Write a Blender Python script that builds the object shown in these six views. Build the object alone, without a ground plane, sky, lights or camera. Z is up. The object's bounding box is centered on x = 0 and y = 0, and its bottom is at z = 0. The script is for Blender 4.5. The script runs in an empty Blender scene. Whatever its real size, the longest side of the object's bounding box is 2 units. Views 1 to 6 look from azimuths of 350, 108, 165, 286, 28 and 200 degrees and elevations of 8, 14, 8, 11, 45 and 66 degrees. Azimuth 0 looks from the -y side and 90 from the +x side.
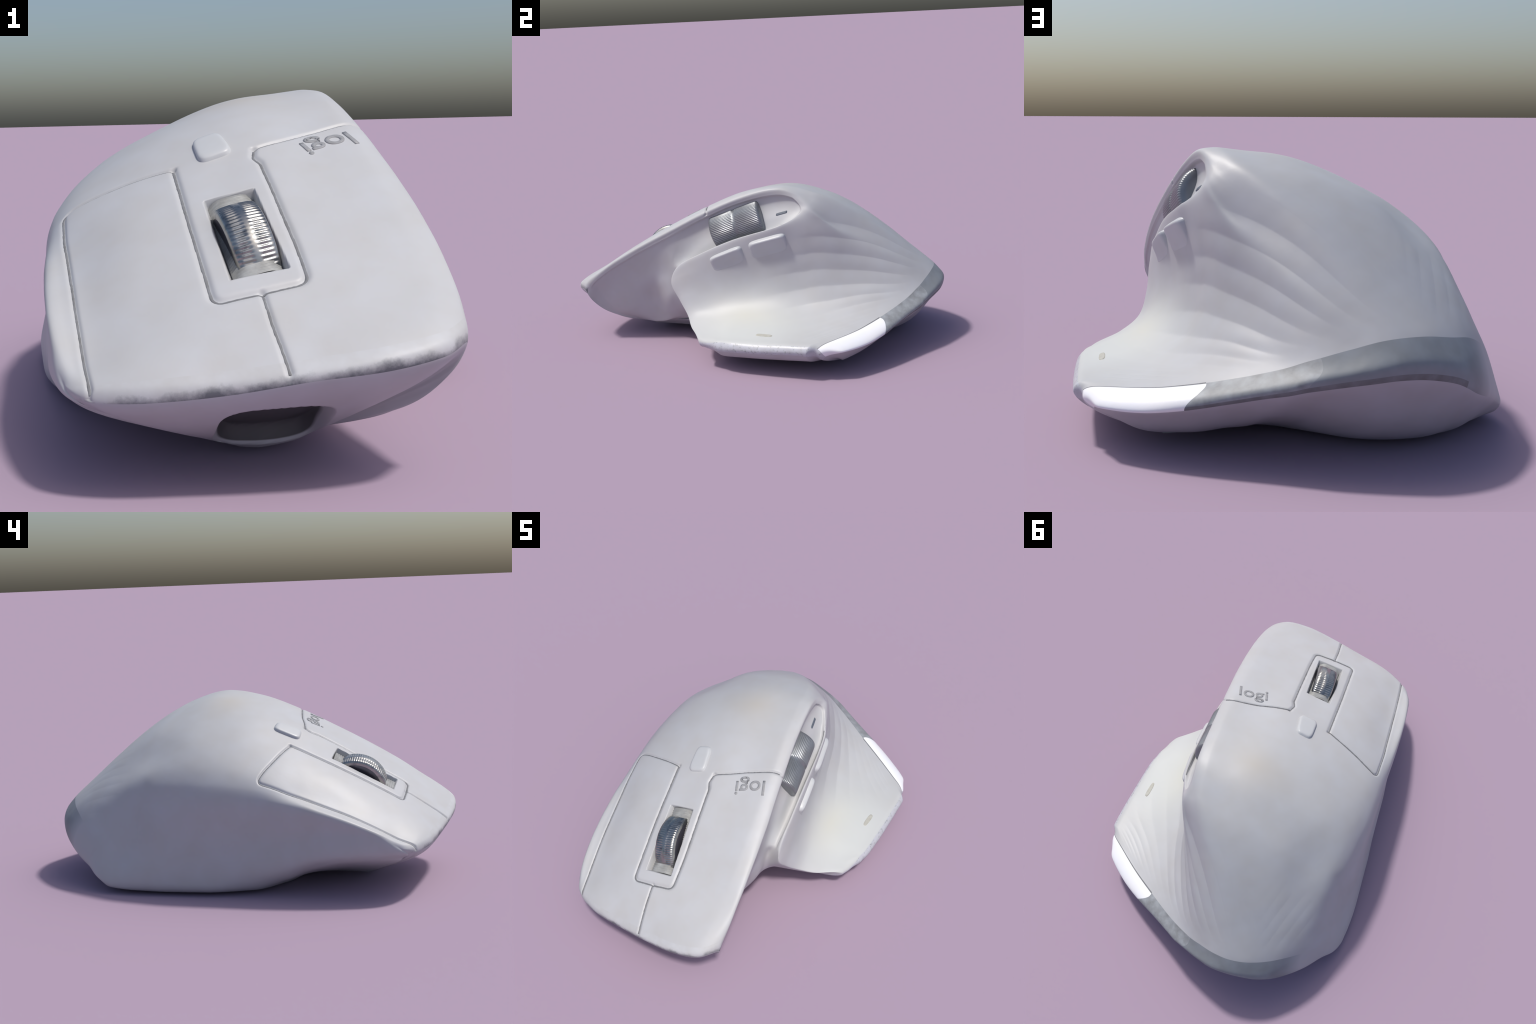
import bpy, math
import numpy as np
from mathutils import Vector

# ------------------------------------------------------------------ rails
# The body is a loft: named feature curves ("rails") run from the chin at the
# front (s = 0) over the top to the rear of the base (s = 1).  Control points
# are (x, y, z) in metres; s follows from y unless a 4th number gives it.


def s_of(y):
    return 0.18 + (y + 0.8) * 0.45


RAILS = [
    ("base_left", [(-0.20, -0.60, .02, 0), (-0.20, -0.60, .02, .085), (-0.19, -0.45, .015), (-0.21, -0.32, .01), (-0.36, -0.235, 0), (-0.47, -0.125, 0),
                   (-0.55, 0.1, 0), (-0.575, 0.35, 0), (-0.57, 0.48, 0, .90), (-0.565, 0.50, 0, .95), (-0.555, 0.52, 0, 1)]),
    ("chin_ridge_left", [(-0.195, -0.605, .02, 0), (-0.44, -0.79, .155, .085), (-0.53, -0.70, .172), (-0.535, -0.56, .158), (-0.525, -0.46, .135), (-0.50, -0.37, .10), (-0.48, -0.27, .05),
                   (-0.55, -0.125, .015), (-0.62, 0.1, .012), (-0.64, 0.35, .01), (-0.625, 0.50, .01, .90), (-0.61, 0.53, .01, .95), (-0.54, 0.53, 0, 1)]),
    ("recess_left", [(-0.19, -0.61, .02, 0), (-0.47, -0.81, .18, .085), (-0.568, -0.70, .198), (-0.578, -0.56, .183), (-0.572, -0.46, .162), (-0.565, -0.37, .13), (-0.565, -0.28, .085),
                   (-0.605, -0.12, .05), (-0.65, 0.1, .04), (-0.669, 0.35, .035), (-0.668, 0.565, .03, .90), (-0.652, 0.59, .025, .95), (-0.52, 0.55, 0, 1)]),
    ("shell_hem_left", [(-0.185, -0.615, .02, 0), (-0.525, -0.84, .21, .085), (-0.582, -0.74, .23), (-0.600, -0.6, .222), (-0.604, -0.46, .20), (-0.605, -0.34, .165),
                   (-0.622, -0.2, .12), (-0.649, 0.1, .10), (-0.672, 0.35, .085), (-0.672, 0.58, .06, .90), (-0.662, 0.61, .045, .95), (-0.515, 0.565, 0, 1)]),
    ("flank_left", [(-0.18, -0.62, .02, 0), (-0.54, -0.84, .225, .085), (-0.558, -0.82, .245, .105), (-0.585, -0.74, .285), (-0.598, -0.6, .315), (-0.60, -0.46, .32), (-0.602, -0.34, .30),
                   (-0.61, -0.2, .28), (-0.629, 0.1, .28), (-0.637, 0.35, .25), (-0.63, 0.5, .195), (-0.638, 0.62, .14, .90), (-0.645, 0.665, .08, .95), (-0.49, 0.59, 0, 1)]),
    ("shoulder_left", [(-0.175, -0.625, .02, 0), (-0.525, -0.86, .225, .085), (-0.545, -0.84, .245, .105), (-0.575, -0.74, .305), (-0.598, -0.6, .365), (-0.607, -0.46, .41), (-0.61, -0.34, .44),
                   (-0.612, -0.2, .455), (-0.619, 0.05, .463), (-0.602, 0.3, .44), (-0.583, 0.5, .345), (-0.595, 0.675, .22, .90), (-0.602, 0.715, .112, .95), (-0.455, 0.62, 0, 1)]),
    ("top_left", [(-0.17, -0.63, .02, 0), (-0.50, -0.88, .225, .085), (-0.51, -0.865, .25, .105), (-0.52, -0.775, .29), (-0.535, -0.6, .375), (-0.545, -0.46, .43), (-0.555, -0.34, .475),
                   (-0.565, -0.157, .538), (-0.566, 0.05, .568), (-0.553, 0.25, .572), (-0.54, 0.45, .515), (-0.532, 0.62, .405), (-0.535, 0.755, .28, .90), (-0.54, 0.805, .155, .95), (-0.41, 0.66, 0, 1)]),
    ("top_mid_left", [(-0.165, -0.635, .02, 0), (-0.40, -0.925, .23, .085), (-0.40, -0.915, .262, .105), (-0.40, -0.775, .345), (-0.405, -0.6, .445), (-0.41, -0.4, .54),
                   (-0.42, -0.2, .615), (-0.43, 0.0, .665), (-0.43, 0.2, .685), (-0.41, 0.45, .612), (-0.42, 0.65, .505), (-0.435, 0.78, .405), (-0.45, 0.84, .325, .90), (-0.45, 0.895, .20, .95), (-0.345, 0.67, 0, 1)]),
    ("top_mid", [(-0.15, -0.642, .02, 0), (-0.23, -0.96, .245, .085), (-0.23, -0.95, .277, .105), (-0.23, -0.775, .404), (-0.235, -0.6, .50), (-0.24, -0.4, .60),
                   (-0.245, -0.2, .69), (-0.25, 0.0, .757), (-0.255, 0.2, .775), (-0.27, 0.42, .73), (-0.30, 0.65, .585), (-0.335, 0.80, .45), (-0.36, 0.90, .348, .90), (-0.35, 0.96, .255, .95), (-0.275, 0.67, 0, 1)]),
    ("top_centre", [(-0.12, -0.65, .02, 0), (-0.06, -0.99, .27, .085), (-0.06, -0.975, .298, .105), (-0.06, -0.775, .433), (-0.06, -0.6, .53), (-0.06, -0.4, .645),
                   (-0.06, -0.2, .745), (-0.06, 0.0, .818), (-0.065, 0.2, .85), (-0.09, 0.42, .795), (-0.16, 0.65, .637), (-0.22, 0.80, .497), (-0.27, 0.94, .365, .90), (-0.25, 0.986, .28, .95), (-0.205, 0.66, .002, 1)]),
    ("top_right", [(-0.07, -0.65, .025, 0), (0.10, -1.0, .285, .085), (0.10, -0.99, .318, .105), (0.11, -0.775, .448), (0.11, -0.6, .548), (0.11, -0.4, .66),
                   (0.11, -0.2, .755), (0.10, 0.0, .835), (0.09, 0.2, .87), (0.06, 0.42, .816), (-0.05, 0.65, .655), (-0.12, 0.80, .515), (-0.19, 0.955, .368, .90), (-0.165, 0.993, .285, .95), (-0.13, 0.63, .005, 1)]),
    ("edge_inner", [(-0.03, -0.645, .03, 0), (0.22, -0.98, .303, .085), (0.225, -0.965, .337, .105), (0.25, -0.775, .452), (0.25, -0.6, .56), (0.24, -0.4, .668),
                   (0.23, -0.2, .765), (0.213, 0.0, .845), (0.195, 0.2, .88), (0.155, 0.40, .827), (0.02, 0.62, .67), (-0.06, 0.78, .52), (-0.13, 0.952, .362, .90), (-0.10, 0.99, .28, .95), (-0.065, 0.59, .008, 1)]),
    ("edge", [(-0.015, -0.64, .035, 0), (0.288, -0.915, .312, .085), (0.292, -0.90, .347, .105), (0.302, -0.775, .44), (0.302, -0.6, .544), (0.292, -0.4, .645),
                   (0.272, -0.2, .743), (0.253, 0.0, .824), (0.237, 0.2, .87), (0.20, 0.39, .80), (0.135, 0.49, .738), (0.055, 0.61, .648), (-0.02, 0.77, .51), (-0.09, 0.945, .353, .90), (-0.05, 0.977, .273, .95), (-0.02, 0.56, .01, 1)]),
    ("edge_under", [(-0.01, -0.635, .04, 0), (0.278, -0.90, .27, .085), (0.300, -0.775, .413), (0.300, -0.6, .517), (0.289, -0.4, .618),
                   (0.269, -0.2, .715), (0.250, 0.0, .797), (0.238, 0.2, .838), (0.234, 0.325, .815), (0.234, 0.38, .783), (0.168, 0.48, .702), (0.10, 0.59, .62), (0.025, 0.75, .51), (-0.06, 0.937, .344, .90), (-0.015, 0.967, .268, .95), (0.02, 0.535, .012, 1)]),
    ("gutter_high", [(-0.005, -0.63, .042, 0), (0.247, -0.878, .222, .085), (0.26, -0.76, .335), (0.268, -0.6, .42), (0.277, -0.4, .535),
                   (0.266, -0.2, .645), (0.248, 0.0, .737), (0.237, 0.2, .79), (0.238, 0.302, .79), (0.246, 0.372, .78), (0.192, 0.47, .668), (0.135, 0.58, .615), (0.055, 0.74, .495), (-0.03, 0.928, .336, .90), (0.015, 0.957, .263, .95), (0.05, 0.515, .014, 1)]),
    ("gutter_low", [(-0.002, -0.626, .044, 0), (0.214, -0.845, .178, .085), (0.228, -0.72, .25), (0.24, -0.58, .335), (0.263, -0.43, .43), (0.278, -0.34, .48),
                   (0.286, -0.2, .575), (0.274, 0.0, .67), (0.262, 0.2, .735), (0.251, 0.302, .762), (0.256, 0.365, .765), (0.153, 0.57, .58), (0.08, 0.73, .475), (0.0, 0.92, .328, .90), (0.045, 0.946, .257, .95), (0.085, 0.50, .016, 1)]),
    ("lip_inner", [(0, -0.624, .046, 0), (0.182, -0.80, .145, .085), (0.195, -0.67, .19), (0.195, -0.56, .25), (0.245, -0.45, .325, .325), (0.268, -0.362, .40, .365), (0.300, -0.348, .44, .38),
                   (0.305, -0.2, .525, .45), (0.303, 0.0, .612), (0.295, 0.2, .678), (0.273, 0.30, .735), (0.263, 0.36, .735), (0.168, 0.56, .545), (0.10, 0.72, .455), (0.03, 0.91, .319, .90), (0.08, 0.933, .25, .95), (0.118, 0.49, .018, 1)]),
    ("lip", [(0.003, -0.622, .047, 0), (0.15, -0.76, .118, .085), (0.16, -0.63, .145), (0.165, -0.54, .185), (0.225, -0.44, .25, .325), (0.262, -0.362, .33, .365), (0.322, -0.362, .435, .38),
                   (0.331, -0.22, .535, .45), (0.327, 0.0, .627), (0.313, 0.2, .685), (0.284, 0.30, .718), (0.268, 0.36, .692), (0.184, 0.55, .50), (0.125, 0.70, .43), (0.07, 0.893, .307, .90), (0.12, 0.918, .24, .95), (0.15, 0.48, .02, 1)]),
    ("thumb_high", [(0.006, -0.62, .048, 0), (0.10, -0.70, .095, .085), (0.135, -0.61, .11), (0.145, -0.53, .13), (0.185, -0.43, .18, .325), (0.252, -0.34, .25, .365), (0.333, -0.378, .375, .38),
                   (0.343, -0.22, .46, .45), (0.328, 0.0, .54), (0.302, 0.2, .59), (0.275, 0.32, .58), (0.25, 0.38, .54), (0.21, 0.53, .43), (0.16, 0.67, .385), (0.12, 0.868, .289, .90), (0.17, 0.89, .228, .95), (0.19, 0.47, .024, 1)]),
    ("thumb_mid", [(0.009, -0.618, .049, 0), (0.075, -0.67, .08, .085), (0.115, -0.59, .085), (0.13, -0.52, .095), (0.145, -0.41, .14, .325), (0.25, -0.28, .19, .365), (0.352, -0.328, .29, .38),
                   (0.352, -0.2, .35, .45), (0.318, 0.0, .41), (0.285, 0.2, .44), (0.262, 0.33, .42), (0.262, 0.40, .39), (0.245, 0.52, .355), (0.22, 0.64, .335), (0.20, 0.822, .264, .90), (0.26, 0.84, .205, .95), (0.23, 0.46, .03, 1)]),
    ("thumb_low", [(0.012, -0.616, .05, 0), (0.055, -0.65, .07, .085), (0.105, -0.57, .086), (0.118, -0.51, .106), (0.115, -0.39, .12, .325), (0.225, -0.26, .155, .365), (0.392, -0.272, .222, .38),
                   (0.387, -0.14, .255, .45), (0.352, 0.02, .285), (0.33, 0.2, .29), (0.315, 0.34, .28), (0.325, 0.44, .265), (0.315, 0.55, .262), (0.32, 0.745, .233, .90), (0.39, 0.777, .175, .95), (0.28, 0.465, .03, 1)]),
    ("thumb_bowl", [(0.013, -0.615, .05, 0), (0.045, -0.645, .065, .085), (0.098, -0.565, .084), (0.112, -0.505, .105), (0.105, -0.37, .115, .325), (0.225, -0.24, .14, .365), (0.465, -0.225, .182, .38),
                   (0.47, -0.10, .203, .45), (0.463, 0.05, .22), (0.455, 0.2, .223), (0.445, 0.35, .218), (0.44, 0.46, .212), (0.455, 0.655, .205, .90), (0.511, 0.702, .155, .95), (0.32, 0.48, .032, 1)]),
    ("wing_face", [(0.014, -0.614, .05, 0), (0.04, -0.64, .06, .085), (0.092, -0.56, .082), (0.106, -0.50, .104), (0.10, -0.36, .13, .325), (0.23, -0.225, .145, .365), (0.528, -0.178, .166, .38), (0.543, -0.145, .170, .40),
                   (0.55, -0.07, .178, .45), (0.562, 0.05, .19), (0.573, 0.21, .196), (0.575, 0.35, .195), (0.575, 0.45, .193), (0.588, 0.552, .190, .90), (0.630, 0.595, .15, .95), (0.365, 0.50, .034, 1)]),
    ("wing_edge", [(0.016, -0.612, .05, 0), (0.03, -0.635, .055, .085), (0.085, -0.555, .081), (0.10, -0.495, .103), (0.095, -0.35, .125, .325), (0.235, -0.21, .135, .365), (0.562, -0.154, .150, .38), (0.592, -0.130, .154, .392), (0.607, -0.098, .157, .415),
                   (0.612, -0.04, .163, .45), (0.63, 0.05, .168), (0.645, 0.21, .173), (0.656, 0.35, .18), (0.66, 0.44, .182, .82), (0.660, 0.492, .181, .90), (0.668, 0.518, .148, .95), (0.38, 0.505, .035, 1)]),
    ("wing_rim", [(0.018, -0.61, .05, 0), (0.025, -0.63, .052, .085), (0.077, -0.548, .079), (0.092, -0.485, .102), (0.09, -0.33, .123, .325), (0.245, -0.205, .13, .365), (0.56, -0.150, .123, .38), (0.595, -0.125, .124, .392), (0.614, -0.09, .127, .415),
                   (0.625, -0.03, .13, .45), (0.645, 0.05, .135), (0.662, 0.21, .142), (0.672, 0.35, .15), (0.676, 0.43, .15, .82), (0.674, 0.472, .142, .90), (0.669, 0.498, .12, .95), (0.40, 0.51, .036, 1)]),
    ("wing_under", [(0.019, -0.608, .05, 0), (0.022, -0.625, .05, .085), (0.066, -0.54, .077), (0.084, -0.475, .10), (0.085, -0.31, .122, .325), (0.255, -0.20, .125, .365), (0.515, -0.150, .092, .38), (0.55, -0.12, .086, .392), (0.565, -0.085, .083, .415),
                   (0.575, -0.03, .078, .45), (0.59, 0.05, .08), (0.605, 0.21, .085), (0.615, 0.35, .09), (0.615, 0.43, .09, .82), (0.61, 0.468, .086, .90), (0.60, 0.49, .075, .95), (0.41, 0.512, .037, 1)]),
    ("base_right", [(0.02, -0.606, .05, 0), (0.02, -0.62, .05, .085), (0.055, -0.53, .075), (0.075, -0.46, .098), (0.08, -0.29, .122, .325), (0.265, -0.19, .12, .365), (0.40, -0.155, .085, .38),
                   (0.44, -0.05, .05, .45), (0.445, 0.05, .042), (0.45, 0.21, .04), (0.45, 0.35, .04), (0.445, 0.45, .04, .82), (0.435, 0.49, .038, .90), (0.43, 0.50, .038, .95), (0.42, 0.512, .038, 1)]),
]
NAMES = [r[0] for r in RAILS]
# samples per span (from rail k to rail k+1)
SPAN = [6, 8, 8, 10, 12, 20, 52, 60, 60, 56, 44, 16, 16, 20, 22, 20, 14, 26, 26, 26, 20, 18, 14, 8, 8, 6]


def makima(x, y, xi):
    """Modified Akima interpolation of the columns of y over x."""
    h = np.diff(x)
    d = np.diff(y, axis=0) / h[:, None]
    d = np.vstack([2 * (2 * d[0] - d[1]) - d[0], 2 * d[0] - d[1], d, 2 * d[-1] - d[-2], 2 * (2 * d[-1] - d[-2]) - d[-1]])
    w = np.abs(np.diff(d, axis=0)) + np.abs(d[1:] + d[:-1]) * 0.5
    n = len(x)
    w1, w2 = w[2:n + 2], w[:n]
    t = (w1 * d[1:n + 1] + w2 * d[2:n + 2]) / np.maximum(w1 + w2, 1e-12)
    k = np.clip(np.searchsorted(x, xi, side="right") - 1, 0, n - 2)
    u = (xi - x[k]) / h[k]
    u, hh = u[:, None], h[k][:, None]
    return (y[k] * (1 + 2 * u) * (1 - u) ** 2 + t[k] * hh * u * (1 - u) ** 2
            + y[k + 1] * u * u * (3 - 2 * u) + t[k + 1] * hh * u * u * (u - 1))


def rail_points(points, s, k=0):
    rim_y = points[-3][1]                                # y where this rail meets the rear rim (s = .90)
    sc = np.array([p[3] if len(p) > 3 else s_of(p[1]) if p[1] < .35 else
                   .6975 + (p[1] - .35) / (rim_y - .35) * .2025 for p in points])
    order = np.argsort(sc)
    sc, p = sc[order], np.array([p[:3] for p in points], float)[order]
    # the underside swells between the rear rim (s = .95) and the base outline
    p[-1, 1] += np.interp(k, [16, 20], [0, .05])
    rim, base = p[-2], p[-1]
    tuck = base + (rim - base) * np.array([.84, .84, .74])
    swell = base + (rim - base) * np.array([.50, .50, np.interp(k, [0, 10, 14, 17, 20, 26], [.23, .23, .33, .35, .23, .17])])
    return makima(np.insert(sc, -1, (.965, .982)), np.insert(p, -1, (tuck, swell), axis=0), s)


S_ROWS = np.concatenate([np.linspace(0, .08, 70, endpoint=False), np.linspace(.08, .12, 24, endpoint=False), np.linspace(.12, .74, 500, endpoint=False),
                         np.linspace(.74, .89, 84, endpoint=False), np.linspace(.89, .96, 30, endpoint=False), np.linspace(.96, 1, 14)])


def loft():
    R = np.stack([rail_points(p, S_ROWS, k) for k, (_, p) in enumerate(RAILS)], axis=1)      # rows x rails x 3
    n = R.shape[1]
    P = np.concatenate([2 * R[:, :1] - R[:, 1:2], R, 2 * R[:, -1:] - R[:, -2:-1]], axis=1)
    out, spans = [], []
    for k in range(n - 1):
        a, b, c, d = P[:, k], P[:, k + 1], P[:, k + 2], P[:, k + 3]
        dist = lambda p, q: np.sqrt(np.maximum(np.linalg.norm(q - p, axis=1), 1e-5))[:, None]
        t0 = np.zeros((len(a), 1)); t1 = t0 + dist(a, b); t2 = t1 + dist(b, c); t3 = t2 + dist(c, d)
        m = SPAN[k]
        for i in range(m + (1 if k == n - 2 else 0)):
            t = t1 + (t2 - t1) * (i / m)
            A1 = (t1 - t) / (t1 - t0) * a + (t - t0) / (t1 - t0) * b
            A2 = (t2 - t) / (t2 - t1) * b + (t - t1) / (t2 - t1) * c
            A3 = (t3 - t) / (t3 - t2) * c + (t - t2) / (t3 - t2) * d
            B1 = (t2 - t) / (t2 - t0) * A1 + (t - t0) / (t2 - t0) * A2
            B2 = (t3 - t) / (t3 - t1) * A2 + (t - t1) / (t3 - t1) * A3
            out.append((t2 - t) / (t2 - t1) * B1 + (t - t1) / (t2 - t1) * B2)
            spans.append(k + i / m)
    return np.stack(out, axis=1), np.array(spans)


def smooth(G, n, weight=0.5):
    for _ in range(n):
        H = G.copy()
        H[1:-1] += (weight[1:-1] if np.ndim(weight) else weight) * ((G[2:] + G[:-2]) / 2 - G[1:-1])
        K = H.copy()
        K[:, 1:-1] += (weight[:, 1:-1] if np.ndim(weight) else weight) * ((H[:, 2:] + H[:, :-2]) / 2 - H[:, 1:-1])
        G = K
    return G


G, COL = loft()
NC_RAW = G.shape[1]
G = smooth(G, 3)


def ramp(x, a, b):
    t = np.clip((x - a) / (b - a), 0, 1)
    return t * t * (3 - 2 * t)


# fairing: strong smoothing where the shell is one soft surface
soft = (ramp(S_ROWS, .12, .16) * (1 - ramp(S_ROWS, .865, .89)))[:, None] * (ramp(COL, 5.5, 6.5) * (1 - ramp(COL, 10.4, 10.9)))[None]
hind = (ramp(S_ROWS, .703, .74) * (1 - ramp(S_ROWS, .865, .89)))[:, None] * (ramp(COL, 4.5, 6) * (1 - ramp(COL, 21.5, 22.5)))[None]
thumb = (ramp(S_ROWS, .42, .5) * (1 - ramp(S_ROWS, .865, .89)))[:, None] * (ramp(COL, 17.6, 18.4) * (1 - ramp(COL, 22.2, 22.7)))[None]
G = smooth(G, 240, 0.5 * np.maximum(np.maximum(soft, hind), thumb)[..., None])
corner = (ramp(S_ROWS, .84, .90))[:, None] * ramp(COL, 21.8, 22.8)[None] + .5 * ((1 - ramp(S_ROWS, .41, .45)) * ramp(S_ROWS, .383, .392))[:, None] * ramp(COL, 21.5, 22.5)[None]
pocket_end = ((1 - ramp(S_ROWS, .715, .73)) * ramp(S_ROWS, .645, .665))[:, None] * (ramp(COL, 12.2, 12.8) * (1 - ramp(COL, 17.8, 18.4)))[None]
toe = .10 * ramp(S_ROWS, .82, .90)[:, None] * (1 - ramp(COL, 6.5, 7.5))[None]
edges = np.where((np.arange(NC_RAW) == 0) | (np.arange(NC_RAW) == NC_RAW - 1), 0, 1)[None]
along = ((1 - ramp(S_ROWS, .42, .46)) * ramp(S_ROWS, .372, .378))[:, None] * ramp(COL, 21.5, 22.5)[None] * edges
for _ in range(60):                                   # round the wing's front corner across the rim only
    G[:, 1:-1] += .5 * along[:, 1:-1, None] * ((G[:, 2:] + G[:, :-2]) / 2 - G[:, 1:-1])
G = smooth(G, 110, 0.5 * (np.clip(corner + toe + .5 * pocket_end, 0, 1) * edges)[..., None])
G[..., 2] = np.maximum(G[..., 2], 0)
NR, NC = G.shape[:2]

# ------------------------------------------------------------------ relief
def unit_normals(G):
    n = np.cross(np.gradient(G, axis=1), np.gradient(G, axis=0))
    return n / np.maximum(np.linalg.norm(n, axis=2, keepdims=True), 1e-9)


def polyline_distance(P, line):
    """distance in plan (x, y) from the points P to an open polyline"""
    best = np.full(P.shape[:-1], 9.0)
    for a, b in zip(line[:-1], line[1:]):
        a, b = np.array(a, float), np.array(b, float)
        t = np.clip(((P - a) @ (b - a)) / ((b - a) @ (b - a)), 0, 1)
        best = np.minimum(best, np.linalg.norm(P - a - t[..., None] * (b - a), axis=-1))
    return best


def inside(P, poly):
    x, y = P[..., 0], P[..., 1]
    hit = np.zeros(x.shape, bool)
    for (ax, ay), (bx, by) in zip(poly, poly[1:] + poly[:1]):
        if ay != by:
            hit ^= ((ay > y) != (by > y)) & (x < (bx - ax) * (y - ay) / (by - ay) + ax)
    return hit


def rounded(points, r=0.03, n=6):
    """round the corners of an open polyline"""
    out = [tuple(points[0])]
    for a, b, c in zip(points[:-2], points[1:-1], points[2:]):
        a, b, c = (np.array(p, float) for p in (a, b, c))
        ra = min(r, np.linalg.norm(a - b) * .45)
        rc = min(r, np.linalg.norm(c - b) * .45)
        p, q = b + (a - b) / np.linalg.norm(a - b) * ra, b + (c - b) / np.linalg.norm(c - b) * rc
        for i in range(n + 1):
            t = i / n
            out.append(tuple((1 - t) ** 2 * p + 2 * t * (1 - t) * b + t * t * q))
    return out + [tuple(points[-1])]


# seams of the top shell, in plan
SPLIT = [(-.130, -.785), (-.124, -.87), (-.110, -.975)]
BEZEL = rounded([(-.270, -.245), (-.258, -.50), (-.238, -.782), (-.130, -.784), (-.024, -.778), (-.026, -.66), (-.042, -.44), (-.050, -.335)], .028) + \
    rounded([(-.050, -.335), (-.064, -.305), (-.055, -.268)], .01)[1:]
CROSS = [(-.055, -.268), (.02, -.247), (.10, -.218), (.17, -.200), (.255, -.182), (.30, -.178)]
PANEL = rounded([(-.270, -.245), (-.33, -.226), (-.44, -.192), (-.50, -.170), (-.566, -.150), (-.562, -.30), (-.548, -.46), (-.535, -.62), (-.517, -.80), (-.508, -.87)], .03)
WELL = [(-.210, -.437), (-.088, -.441), (-.060, -.728), (-.190, -.728)]

front, top = S_ROWS < .10, (COL > 4.5) & (COL < 12.7)
XY = G[..., :2]
on_top = top[None, :] & (S_ROWS > .086)[:, None] & (S_ROWS < .8)[:, None]
NRM = unit_normals(G)
push = np.zeros(G.shape[:2])
for line, depth, width in ((SPLIT, .006, .0065), (BEZEL, .007, .0085), (CROSS, .006, .006), (PANEL, .0055, .006)):
    d = polyline_distance(XY, line)
    push -= np.where(on_top, depth * np.exp(-(d / width) ** 2), 0)
# opening for the scroll wheel
d = polyline_distance(XY, WELL + WELL[:1])
signed = np.where(inside(XY, WELL), d, -d)
push -= np.where(on_top, .04 * ramp(signed, -.004, .006), 0)
# saddle between the bezel and the rear of the shell is slightly dished
d = np.hypot((XY[..., 0] + .145) / .07, (XY[..., 1] + .36) / .09)
push -= np.where(on_top, .004 * np.exp(-d ** 2), 0)
# scalloped ribs that fan over the thumb side towards the tail
step = np.linalg.norm(np.diff(G, axis=1), axis=2)
ARC = np.concatenate([np.zeros((NR, 1)), np.cumsum(step, axis=1)], axis=1)
zone = (COL > 7.5) & (COL < 23)
y_mid = G[:, np.searchsorted(COL, 18), 1]
z_ref = np.interp(y_mid, [-.3, 0, .2, .3, .4, .5, .6, .7, .8, .95], [.33, .385, .425, .443, .452, .449, .439, .417, .38, .31])
pitch = np.interp(y_mid, [-.3, .2, .4, .6, .8, .95], [.10, .095, .088, .076, .062, .05])
cols = np.where((COL > 12) & (COL < 22))[0]
arc_ref = np.array([ARC[i, cols[np.argmin(np.abs(G[i, cols, 2] - z_ref[i]))]] for i in range(NR)])
arc_ref = np.convolve(np.pad(arc_ref, 12, mode="edge"), np.ones(25) / 25, "valid")
k = 3 + (ARC - arc_ref[:, None]) / pitch[:, None]
amp = .0032 * (ramp(S_ROWS, .50, .70) * (1 - ramp(S_ROWS, .83, .885)))[:, None] * (.35 * ramp(k, -4, -2) + .65 * ramp(k, -1.2, .5)) * (1 - .75 * ramp(k, 5, 7)) * (1 - ramp(COL, 21.6, 22.6))[None]
amp = np.where(zone[None], amp, 0) * ramp(G[..., 1] - .09 * np.clip(3 - k, 0, 4), .08, .30)
push += amp * (np.abs(np.sin(np.pi * k)) - .64)
# faint ribs on the other flank of the tail
kk = (G[..., 0] - .35 * G[..., 1]) / .045
amp = .0006 * (ramp(S_ROWS, .76, .82) * (1 - ramp(S_ROWS, .86, .89)))[:, None] * (ramp(COL, 5.5, 6.3) * (1 - ramp(COL, 7.6, 8.6)))[None]
push += amp * (np.abs(np.sin(np.pi * kk)) - .64)
# thumb channel: a pocket with a crisp step inside its rounded rim
d_top = ARC - ARC[:, [np.searchsorted(COL, 12.75)]]
d_low = ARC[:, [np.searchsorted(COL, 16.75)]] - ARC
d_end = .338 - .06 * np.clip((d_top - d_low) / np.maximum(d_top + d_low, 1e-4), -1.2, 1.2) ** 2 - G[..., 1]
inset = np.minimum(np.minimum(d_top, d_low), d_end)
pos = (d_top > 1e-4) & (d_low > 1e-4) & (d_end > 1e-4)
inset = np.where(pos, (np.maximum(d_top, 1e-4) ** -4 + np.maximum(d_low, 1e-4) ** -4 + np.maximum(d_end, 1e-4) ** -4) ** -.25, inset)
push -= .012 * ramp(inset, .005, .018) * (ramp(S_ROWS, .36, .44) * (S_ROWS < .8))[:, None]
# the top plate stands proud of the nose wall with a crisp lower edge
ahead = ramp(S_ROWS, .11, .15) * (1 - ramp(S_ROWS, .38, .44))
push -= .006 * ramp(d_top, .012, .020) * ramp(d_low, .0, .14) * (ahead)[:, None]
# charging port: a rounded recess in the chin
px, pz = (G[..., 0] + .115) / .128, (G[..., 2] - .115) / .078
port = (np.abs(px) ** 4 + np.abs(pz) ** 4) ** .25
push -= np.where((S_ROWS < .085)[:, None] & (COL > 6)[None], .045 * (1 - ramp(port, .86, 1.02)), 0)
# small waviness of a scanned surface
wob = sum(math.pow(.6, i) * np.sin(G[..., 0] * f + p) * np.sin(G[..., 1] * f * .9 + q) * np.sin(G[..., 2] * f * 1.1 + p * q)
          for i, (f, p, q) in enumerate([(17, .4, 1.1), (29, 2.2, .7), (47, 1.3, 2.9)]))
push += .0006 * wob
G = G + NRM * push[..., None]
G[..., 2] = np.maximum(G[..., 2], 0)
NRM = unit_normals(G)

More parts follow.
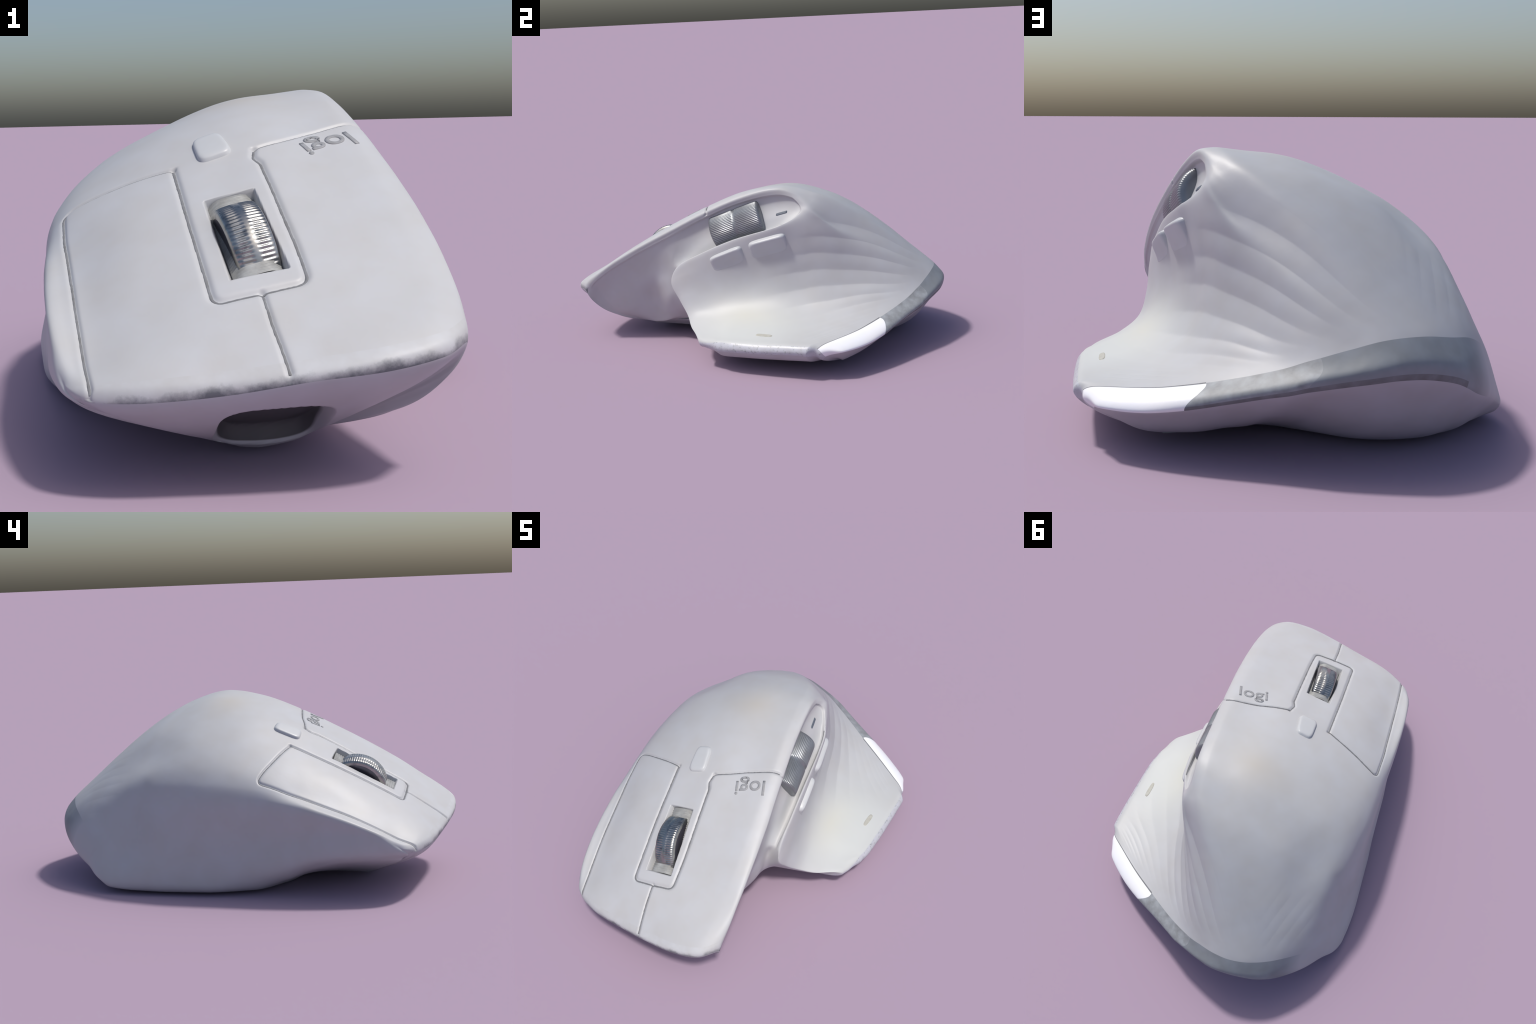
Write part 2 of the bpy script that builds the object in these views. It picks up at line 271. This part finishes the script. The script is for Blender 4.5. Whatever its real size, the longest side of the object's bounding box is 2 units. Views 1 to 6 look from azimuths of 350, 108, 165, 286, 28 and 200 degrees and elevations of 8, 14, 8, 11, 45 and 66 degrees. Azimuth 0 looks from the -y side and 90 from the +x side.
# ------------------------------------------------------------------ materials
def material(name, colour, rough=.5, metallic=0.0, vary=.06, scale=9.0, tints=(), speckle=None, slope=None, patch=None, bump=.02, spec=.4, coat=0.0):
    m = bpy.data.materials.new(name)
    m.use_nodes = True
    nt = m.node_tree
    b = nt.nodes["Principled BSDF"]
    b.inputs["Roughness"].default_value = rough
    b.inputs["Metallic"].default_value = metallic
    b.inputs["Specular IOR Level"].default_value = spec
    b.inputs["Coat Weight"].default_value = coat
    tc = nt.nodes.new("ShaderNodeTexCoord")
    noise = nt.nodes.new("ShaderNodeTexNoise")
    noise.inputs["Scale"].default_value = scale
    noise.inputs["Detail"].default_value = 4
    nt.links.new(tc.outputs["Object"], noise.inputs["Vector"])
    r = nt.nodes.new("ShaderNodeValToRGB")
    r.color_ramp.elements[0].position, r.color_ramp.elements[1].position = .3, .7
    c = np.array(colour)
    r.color_ramp.elements[0].color = (*np.clip(c * (1 - vary) * np.array([1.01, 1.0, .985]), 0, 1), 1)
    r.color_ramp.elements[1].color = (*np.clip(c * (1 + vary) * np.array([.99, 1.0, 1.015]), 0, 1), 1)
    nt.links.new(noise.outputs["Fac"], r.inputs["Fac"])
    last = r.outputs["Color"]

    def mix(factor, colour2):
        nonlocal last
        mx = nt.nodes.new("ShaderNodeMix")
        mx.data_type = "RGBA"
        nt.links.new(factor, mx.inputs["Factor"])
        nt.links.new(last, mx.inputs[6])
        mx.inputs[7].default_value = (*colour2, 1)
        last = mx.outputs[2]

    for tint, tint_at in tints:                   # soft tints round a point: (place, radii, strength)
        mp = nt.nodes.new("ShaderNodeMapping")
        mp.vector_type = "TEXTURE"
        mp.inputs["Location"].default_value = tint_at[0]
        mp.inputs["Scale"].default_value = tint_at[1]
        nt.links.new(tc.outputs["Object"], mp.inputs["Vector"])
        g = nt.nodes.new("ShaderNodeTexGradient")
        g.gradient_type = "QUADRATIC_SPHERE"
        nt.links.new(mp.outputs["Vector"], g.inputs["Vector"])
        mul = nt.nodes.new("ShaderNodeMath")
        mul.operation = "MULTIPLY"
        mul.inputs[1].default_value = tint_at[2]
        nt.links.new(g.outputs["Fac"], mul.inputs[0])
        mix(mul.outputs[0], tint)
    if speckle:                                   # (colour, noise scale, low, high)
        n2 = nt.nodes.new("ShaderNodeTexNoise")
        n2.inputs["Scale"].default_value = speckle[1]
        n2.inputs["Detail"].default_value = 5
        n2.inputs["Roughness"].default_value = .65
        nt.links.new(tc.outputs["Object"], n2.inputs["Vector"])
        mr = nt.nodes.new("ShaderNodeMapRange")
        mr.inputs["From Min"].default_value, mr.inputs["From Max"].default_value = speckle[2], speckle[3]
        nt.links.new(n2.outputs["Fac"], mr.inputs["Value"])
        fac = mr.outputs["Result"]
        if slope:                                 # dark mottling gathers below the line z = a + b x, over the height c
            xyz = nt.nodes.new("ShaderNodeSeparateXYZ")
            nt.links.new(tc.outputs["Object"], xyz.inputs["Vector"])
            line = nt.nodes.new("ShaderNodeMath")
            line.operation = "MULTIPLY_ADD"
            nt.links.new(xyz.outputs["X"], line.inputs[0])
            line.inputs[1].default_value, line.inputs[2].default_value = slope[1] / slope[2], slope[0] / slope[2]
            low = nt.nodes.new("ShaderNodeMath")
            low.operation = "MULTIPLY_ADD"
            nt.links.new(xyz.outputs["Z"], low.inputs[0])
            low.inputs[1].default_value = -1 / slope[2]
            nt.links.new(line.outputs[0], low.inputs[2])
            add = nt.nodes.new("ShaderNodeMath")
            add.operation = "MULTIPLY_ADD"
            nt.links.new(mr.outputs["Result"], add.inputs[0])
            add.inputs[1].default_value = .9
            nt.links.new(low.outputs[0], add.inputs[2])
            sub = nt.nodes.new("ShaderNodeMath")
            sub.operation = "SUBTRACT"
            sub.use_clamp = True
            nt.links.new(add.outputs[0], sub.inputs[0])
            sub.inputs[1].default_value = .55
            fac = sub.outputs[0]
        mix(fac, speckle[0])
    if patch:                                     # rounded rectangle in x, z: (colour, centre, half sizes, reach)
        xyz = nt.nodes.new("ShaderNodeSeparateXYZ")
        nt.links.new(tc.outputs["Object"], xyz.inputs["Vector"])
        total = None
        for axis, c0, half in zip("XZ", patch[1], patch[2]):
            sc = nt.nodes.new("ShaderNodeMath")
            sc.operation = "MULTIPLY_ADD"
            nt.links.new(xyz.outputs[axis], sc.inputs[0])
            sc.inputs[1].default_value, sc.inputs[2].default_value = 1 / half, -c0 / half
            sq = nt.nodes.new("ShaderNodeMath")
            sq.operation = "POWER"
            ab = nt.nodes.new("ShaderNodeMath")
            ab.operation = "ABSOLUTE"
            nt.links.new(sc.outputs[0], ab.inputs[0])
            nt.links.new(ab.outputs[0], sq.inputs[0])
            sq.inputs[1].default_value = 4
            if total is None:
                total = sq.outputs[0]
            else:
                sm = nt.nodes.new("ShaderNodeMath")
                sm.operation = "ADD"
                nt.links.new(total, sm.inputs[0])
                nt.links.new(sq.outputs[0], sm.inputs[1])
                total = sm.outputs[0]
        ahead_of = nt.nodes.new("ShaderNodeMath")     # only the chin, not the base behind it
        ahead_of.operation = "GREATER_THAN"
        nt.links.new(xyz.outputs["Y"], ahead_of.inputs[0])
        ahead_of.inputs[1].default_value = -.55
        far = nt.nodes.new("ShaderNodeMath")
        far.operation = "ADD"
        nt.links.new(total, far.inputs[0])
        nt.links.new(ahead_of.outputs[0], far.inputs[1])
        inr = nt.nodes.new("ShaderNodeMapRange")
        inr.inputs["From Min"].default_value, inr.inputs["From Max"].default_value = patch[3] ** 4 * 1.08, patch[3] ** 4 * .9
        nt.links.new(far.outputs[0], inr.inputs["Value"])
        mix(inr.outputs["Result"], patch[0])
    nt.links.new(last, b.inputs["Base Color"])
    if bump:
        n3 = nt.nodes.new("ShaderNodeTexNoise")
        n3.inputs["Scale"].default_value = 60
        n3.inputs["Detail"].default_value = 3
        nt.links.new(tc.outputs["Object"], n3.inputs["Vector"])
        bp = nt.nodes.new("ShaderNodeBump")
        bp.inputs["Strength"].default_value = bump
        bp.inputs["Distance"].default_value = .01
        nt.links.new(n3.outputs["Fac"], bp.inputs["Height"])
        nt.links.new(bp.outputs["Normal"], b.inputs["Normal"])
    return m


PALE = (.458, .464, .476)
WARM = (.45, .425, .385)
TINT_SPOTS = [(WARM, ((-.02, .13, .83), (.30, .22, .3), .9)), ((.53, .55, .54), ((.50, .10, .20), (.42, .62, .45), 1.6)), ((.56, .55, .47), ((.42, .06, .26), (.16, .36, .2), .6))]
plastic = material("pale_plastic", PALE, .46, tints=TINT_SPOTS, vary=.03, spec=.4)
rubber = plastic
band_grey = material("rear_band_plastic", (.235, .255, .275), .5, vary=.10, scale=14, tints=[(PALE, ((-.60, .76, .2), (.26, .24, .4), 3.0))])
band_mid = material("side_band_plastic", (.27, .285, .30), .5, vary=.22, scale=26)
band_white = material("bright_strip_plastic", (.86, .87, .90), .25, vary=.02)
edge_mottled = material("mottled_edge_plastic", PALE, .5, vary=.06, scale=20, speckle=((.13, .14, .155), 17, .36, .66), slope=(.296, .125, .022))
rim_plastic = material("wing_rim_plastic", (.47, .48, .52), .35, vary=.06, scale=30, speckle=((.22, .24, .23), 70, .55, .70))
under_plastic = material("underside_plastic", (.43, .43, .455), .5, vary=.04, patch=((.085, .085, .09), (-.115, .115), (.128, .078), .90))
seam_dark = material("seam_shadow_gap", (.17, .175, .185), .7, vary=.15, scale=30, bump=0)
port_dark = material("port_plastic", (.10, .10, .105), .6)
logo_grey = material("printed_lettering", (.28, .285, .295), .5, vary=.08, scale=40, bump=0)
button_plastic = material("button_plastic", (.485, .50, .515), .38, vary=.03)
steel = material("wheel_steel", (.40, .395, .375), .30, metallic=1.0, vary=.12, scale=18, bump=0, speckle=((.16, .17, .18), 30, .5, .7))
steel_dark = material("wheel_side_steel", (.12, .115, .14), .28, metallic=.7, vary=.2, scale=12, bump=0)
drum_grey = material("thumb_wheel_metal", (.235, .25, .265), .34, metallic=.55, vary=.12, scale=16, bump=0)
well_grey = material("wheel_well_plastic", (.30, .305, .30), .45, vary=.25, scale=24, bump=0)
dark_slit = material("slit_plastic", (.10, .12, .15), .4, bump=0)
dot_tan = material("thumb_mark_rubber", (.41, .405, .36), .6, vary=.1, scale=50)

# ------------------------------------------------------------------ objects
scene = bpy.context.scene
root = bpy.data.objects.new("computer_mouse", None)
root["label"] = "pale grey ergonomic computer mouse with sculpted thumb rest"
root["category"] = "computer mouse"
scene.collection.objects.link(root)


def add(name, me, mat, parent=root):
    me.materials.append(mat)
    o = bpy.data.objects.new(name, me)
    o.parent = parent
    scene.collection.objects.link(o)
    return o


def mesh(name, verts, faces, normals=None, smooth=True):
    me = bpy.data.meshes.new(name)
    me.from_pydata([tuple(v) for v in verts], [], [tuple(int(i) for i in f) for f in faces])
    me.polygons.foreach_set("use_smooth", np.full(len(me.polygons), smooth))
    me.update()
    if normals is not None:
        me.normals_split_custom_set_from_vertices([tuple(n) for n in normals])
    return me


# whole skin, split by region; neighbours share border vertices and normals
idx = np.arange(NR * NC).reshape(NR, NC)
FACES = np.stack([idx[:-1, :-1], idx[:-1, 1:], idx[1:, 1:], idx[1:, :-1]], axis=-1).reshape(-1, 4)
SC = np.repeat(((S_ROWS[1:] + S_ROWS[:-1]) / 2)[:, None], NC - 1, 1).ravel()
CC = np.repeat(((COL[1:] + COL[:-1]) / 2)[None], NR - 1, 0).ravel()
MID = G.reshape(-1, 3)[FACES].mean(1)
FXY = MID[:, :2]
region = np.full(len(FACES), "side_shell", dtype=object)
is_top = (SC > .10) & (SC < .895) & (CC > 4.6) & (CC < 13)
region[is_top] = "top_shell"
right_button = PANEL + [(-.56, -1.1), (-.105, -1.1)] + list(reversed(SPLIT)) + [p for p in reversed(BEZEL[:BEZEL.index(min(BEZEL, key=lambda q: abs(q[0] + .13) + abs(q[1] + .784)))]) if p[1] < 0]
left_button = CROSS + [(.6, -.178), (.6, -1.1), (-.105, -1.1)] + list(reversed(SPLIT)) + [p for p in BEZEL if p[0] > -.13]
in_r, in_l = inside(FXY, right_button), inside(FXY, left_button)
region[is_top & in_r & (MID[:, 2] < .7)] = "click_button"
region[is_top & in_l & ~in_r] = "click_button.001"
region[(SC > .083) & (SC <= .112) & (CC > 4.6) & (CC < 12.6)] = "front_rim"
region[(CC > 13) & (CC < 17) & (SC > .30) & (SC < .712)] = "thumb_channel"
region[(CC > 17) & (CC < 23) & (SC > .3775) & (SC < .895)] = "thumb_rest"
region[(CC >= 23) & (CC < 24.3) & (SC > .3775) & (SC < .952)] = "wing_rim"
late = (SC >= .895) & (SC < .952)
region[late & (CC > 5) & (CC < 16)] = "rear_band"
region[late & (CC >= 16) & (CC < 20)] = "side_band"
region[late & (CC >= 20) & (CC < 23)] = "bright_strip"
region[(SC >= .952) | (SC <= .083) | (CC >= 24.3)] = "underside"
region[(CC < 4.6) & (SC < .895) & (SC > .10)] = "side_grip"
region[(SC >= .9465) & (SC < .9525) & (CC > 7.6) & (CC < 20)] = "band_gap"
region[(SC >= .892) & (SC < .8965) & (CC > 20) & (CC < 23)] = "band_gap"
LOOK = {"band_gap": seam_dark, "side_shell": plastic, "top_shell": plastic, "click_button": plastic, "click_button.001": plastic, "front_rim": edge_mottled, "thumb_channel": plastic,
        "thumb_rest": rubber, "wing_rim": rim_plastic, "rear_band": band_grey, "side_band": band_mid, "bright_strip": band_white,
        "underside": under_plastic,  "side_grip": plastic}
V, VN = G.reshape(-1, 3), NRM.reshape(-1, 3)
parts = {}
for name, mat in LOOK.items():
    f = FACES[region == name]
    if not len(f):
        continue
    used, inv = np.unique(f, return_inverse=True)
    parts[name] = add(name, mesh(name.split(".")[0], V[used], inv.reshape(-1, 4), VN[used]), mat)

# flat base, closed from the skin's lower border
loop = np.concatenate([G[0], G[1:, -1], G[-1, -2::-1], G[-2:0:-1, 0]])
n = len(loop)
centre = np.array([-.06, .02, 0])
rings = []
for f, g in ((1, 1), (.92, .96), (.78, .86), (.5, .55), (.25, .2), (.02, 0)):
    r = centre + (loop - centre) * f
    r[:, 2] = loop[:, 2] * g
    rings.append(r)
faces = [(a * n + i, a * n + (i + 1) % n, (a + 1) * n + (i + 1) % n, (a + 1) * n + i) for a in range(5) for i in range(n)]
add("base_plate", mesh("base_plate", np.concatenate(rings), faces), under_plastic)

# ---- surface lookup for everything that sits on the skin
from mathutils.bvhtree import BVHTree
TREE = BVHTree.FromPolygons([tuple(v) for v in V], [tuple(int(i) for i in f) for f in FACES])


def on_skin(p):
    loc, nor, i, dist = TREE.find_nearest(Vector(p))
    a, b, c = FACES[i][0], FACES[i][1], FACES[i][2]
    nn = VN[FACES[i]].mean(0)
    nn = nn / np.linalg.norm(nn)
    return np.array(loc), nn


def pad(name, corners, height, mat, exponent=5.0, lift=0.0, fade=None, n=26, parent=root):
    """rounded cushion laid on the skin; corners in order round the outline"""
    A, B, C, D = (np.array(c, float) for c in corners)
    verts, faces = [], []
    m = n // 2
    for ring in range(m + 1):
        for j in range(4 * n):
            th = 2 * math.pi * j / (4 * n)
            cx, cy = math.cos(th), math.sin(th)
            rr = (abs(cx) ** exponent + abs(cy) ** exponent) ** (-1 / exponent)
            f = ring / m
            u, v = (cx * rr * f + 1) / 2, (cy * rr * f + 1) / 2
            q = A * (1 - u) * (1 - v) + B * u * (1 - v) + C * u * v + D * (1 - u) * v
            p, nn = on_skin(q)
            h = height * (1 - f ** 12) * (fade(u, v) if fade else 1) + lift
            if ring == m:
                h = -.006
            verts.append(p + nn * h)
    w = 4 * n
    for r in range(m):
        for j in range(w):
            faces.append((r * w + j, r * w + (j + 1) % w, (r + 1) * w + (j + 1) % w, (r + 1) * w + j))
    return add(name, mesh(name, verts, faces), mat, parent)


# ---- seams: thin dark strips lying in the grooves
def lay(line, step=.006):
    pts = []
    for a, b in zip(line[:-1], line[1:]):
        a, b = np.array(a), np.array(b)
        k = max(1, int(np.linalg.norm(b - a) / step))
        pts += [a + (b - a) * i / k for i in range(k)]
    pts.append(np.array(line[-1]))
    return pts


top_cells = np.where((region == "top_shell") | (region == "click_button") | (region == "click_button.001") | (region == "front_rim"))[0]
TOP = BVHTree.FromPolygons([tuple(v) for v in V], [tuple(int(i) for i in FACES[f]) for f in top_cells])


def drop(xy):
    hit = TOP.ray_cast(Vector((xy[0], xy[1], 2)), Vector((0, 0, -1)))
    return (np.array(hit[0]), np.array(hit[1])) if hit[0] else (None, None)


rng = np.random.default_rng(4)


def seam(line, radius):
    return seam_strip([q for q in (drop(xy) for xy in lay(line)) if q[0] is not None], radius, parts["top_shell"])


def seam_strip(pts, radius, parent):
    verts, faces, k = [], [], 8
    P = np.array([p for p, _ in pts])
    T = np.gradient(P, axis=0)
    for i, (p, nn) in enumerate(pts):
        t = T[i] / np.linalg.norm(T[i])
        side = np.cross(t, nn)
        side /= np.linalg.norm(side)
        up = np.cross(side, t)
        w = radius * (1 + .35 * (rng.random() - .5))
        for j in range(k):
            a = 2 * math.pi * j / k
            verts.append(p + side * math.cos(a) * w + up * (math.sin(a) * w * .5))
    for i in range(len(pts) - 1):
        for j in range(k):
            faces.append((i * k + j, i * k + (j + 1) % k, (i + 1) * k + (j + 1) % k, (i + 1) * k + j))
    return add("seam", mesh("seam", verts, faces), seam_dark, parent)


seam(SPLIT, .0036)
seam(BEZEL, .0042)
seam(CROSS[:-1], .0034)
seam(PANEL, .0032)
# thin dark strip along the line where the thumb lip meets the channel floor
step_col = np.searchsorted(COL, 16.45)
seam_strip([(G[i, step_col], NRM[i, step_col]) for i in range(NR) if .40 < S_ROWS[i] < .652][::4], .0022, parts["thumb_channel"])

# ---- buttons and marks that sit on the skin
pad("mode_button", [(-.203, -.272, .672), (-.106, -.268, .705), (-.128, -.136, .748), (-.208, -.136, .725)], .013, button_plastic, exponent=4.5)
taper = lambda u, v: (1 - ramp(v, .0, .95)) * (.25 + .75 * ramp(v, .0, .14))
pad("side_button", [(.335, .056, .610), (.306, .258, .665), (.298, .270, .560), (.328, .078, .508)], .024, button_plastic, 5, fade=taper)
pad("side_button", [(.341, -.158, .526), (.335, .026, .600), (.333, .046, .504), (.342, -.128, .442)], .024, button_plastic, 5, fade=taper)
pad("thumb_mark", [(.553, .158, .196), (.575, .150, .194), (.586, .248, .193), (.562, .254, .197)], .0015, dot_tan, 3, lift=.0005, n=14)
pad("indicator_slit", [(.236, .192, .740), (.236, .258, .762), (.243, .258, .749), (.243, .192, .727)], .0015, dark_slit, 8, lift=.001, n=12)

# ---- lettering
font = bpy.data.curves.new("lettering", "FONT")
font.body = "logi"
font.size = 1.0
font.offset = .012
font.space_character = 1.03
tmp = bpy.data.objects.new("lettering", font)
scene.collection.objects.link(tmp)
bpy.context.view_layer.update()
me = tmp.to_mesh()
import bmesh
bm = bmesh.new()
bm.from_mesh(me)
bmesh.ops.triangulate(bm, faces=bm.faces[:])
for _ in range(2):
    long = [e for e in bm.edges if e.calc_length() > .08]
    bmesh.ops.subdivide_edges(bm, edges=long, cuts=1)
    bmesh.ops.triangulate(bm, faces=bm.faces[:])
co = np.array([v.co for v in bm.verts])
lo, hi = co.min(0), co.max(0)
# frame of the word: from the l's foot to the i's foot, top towards the front
start, end, tall = np.array([.208, -.238]), np.array([.068, -.272]), np.array([.020, -.062])
ascent = co[:, 1].max()
for v in bm.verts:
    u = (v.co.x - lo[0]) / (hi[0] - lo[0])
    w = v.co.y / ascent
    p, nn = drop(start + (end - start) * u + tall * w)
    p = p + np.array(nn) * .0022
    v.co = Vector(p)
ret = bmesh.ops.extrude_face_region(bm, geom=bm.faces[:])
for v in [g for g in ret["geom"] if isinstance(g, bmesh.types.BMVert)]:
    v.co.z += -.004
bmesh.ops.recalc_face_normals(bm, faces=bm.faces[:])
word = bpy.data.meshes.new("lettering")
bm.to_mesh(word)
bm.free()
tmp.to_mesh_clear()
bpy.data.objects.remove(tmp)
add("lettering", word, logo_grey)


# ---- wheels
def lathe(name, profile, frame, mat, segs=240, rib=None, parent=root):
    """profile: (axial, radius); frame: centre, axis, two cross directions; rib(axial, angle) -> radius offset"""
    c, ax, e1, e2 = frame
    verts, faces = [], []
    for a, r in profile:
        for j in range(segs):
            th = 2 * math.pi * j / segs
            rr = r + (rib(a, th) if rib else 0)
            verts.append(c + ax * a + e1 * (rr * math.cos(th)) + e2 * (rr * math.sin(th)))
    for i in range(len(profile) - 1):
        for j in range(segs):
            faces.append((i * segs + j, i * segs + (j + 1) % segs, (i + 1) * segs + (j + 1) % segs, (i + 1) * segs + j))
    o = add(name, mesh(name, verts, faces), mat, parent)
    return o


def frame_of(centre, axis, up):
    ax = np.array(axis, float) / np.linalg.norm(axis)
    e1 = np.array(up, float) - ax * np.dot(up, ax)
    e1 /= np.linalg.norm(e1)
    return np.array(centre, float), ax, e1, np.cross(ax, e1)


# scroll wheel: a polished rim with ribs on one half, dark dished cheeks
along = np.array([.014, -.29, -.147]); along /= np.linalg.norm(along)
across = np.array([.125, .006, .028]); across /= np.linalg.norm(across)
up = np.cross(across, -along); up /= np.linalg.norm(up)
if up[2] < 0:
    up = -up
hub = np.array([-.136, -.585, .532]) - up * .104
R = .150
wheel_frame = frame_of(hub, across, up)
wheel = bpy.data.objects.new("scroll_wheel", None)
wheel.parent = root
scene.collection.objects.link(wheel)
prof = [(-.052, R - .022), (-.050, R - .010), (-.046, R - .003), (-.034, R)] + [(-.034 + .068 * i / 16, R + .002 * math.sin(math.pi * i / 16)) for i in range(1, 16)] + \
    [(.034, R), (.046, R - .003), (.050, R - .010), (.052, R - .022)]
ribs = lambda a, th: -.0028 * (.5 + .5 * math.cos(th * 84)) * float(ramp(np.array(abs(a)), .006, .014) * (1 - ramp(np.array(abs(a)), .034, .041)))
lathe("wheel_tyre", prof, wheel_frame, steel, 504, ribs, wheel)
for sgn in (-1, 1):
    lathe("wheel_cheek", [(sgn * .052, R - .022), (sgn * .0515, R - .03), (sgn * .050, R * .5), (sgn * .050, .004)], wheel_frame, steel_dark, 96, None, wheel)
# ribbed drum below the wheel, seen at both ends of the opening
drum_n = 120
verts, faces = [], []
for i in range(drum_n + 1):
    t = i / drum_n
    base_c = np.array([-.149, -.439, .600]) * (1 - t) + np.array([-.125, -.728, .449]) * t
    sag = -.003 - .006 * math.sin(math.pi * t) + .0025 * math.cos(t * 2 * math.pi * 30)
    for j in range(9):
        w = (j / 8 - .5) * 2
        verts.append(base_c + across * (w * .058) + up * (sag - .022 * w ** 4))
for i in range(drum_n):
    for j in range(8):
        faces.append((i * 9 + j, i * 9 + j + 1, (i + 1) * 9 + j + 1, (i + 1) * 9 + j))
add("wheel_well", mesh("wheel_well", verts, faces), well_grey)

# thumb wheel: a ribbed roller lying along the channel
def chord(y):
    E = np.array([np.interp(y, [-.2, 0, .2], [.27, .25, .236]), y, np.interp(y, [-.2, 0, .2], [.725, .805, .862])])
    L = np.array([np.interp(y, [-.2, 0, .2], [.331, .327, .313]), y, np.interp(y, [-.2, 0, .2], [.545, .627, .685])])
    return E, L


E0, L0 = chord(-.155)
E1, L1 = chord(.118)
m0, m1 = (E0 + L0) / 2, (E1 + L1) / 2
axis = m1 - m0
length = np.linalg.norm(axis)
span = E0 - L0
out = np.cross(span, axis); out /= np.linalg.norm(out)
if out[0] < 0:
    out = -out
RT = .103
thumb_frame = frame_of((m0 + m1) / 2 - out * (RT - .014), axis, out)
h = length / 2
prof = [(-h, RT - .03), (-h + .002, RT - .012), (-h + .008, RT - .003), (-h + .018, RT), (-.012, RT), (-.007, RT - .004), (.007, RT - .004), (.012, RT), (h - .018, RT), (h - .008, RT - .003), (h - .002, RT - .012), (h, RT - .03), (h, .002)]
prof = [(-h, .002)] + prof
ribs = lambda a, th: -.0032 * (.5 + .5 * math.cos(th * 72)) * float((ramp(np.array(abs(a)), .009, .013)) * (1 - ramp(np.array(abs(a)), h - .014, h - .006)))
lathe("thumb_wheel", prof, thumb_frame, drum_grey, 576, ribs)
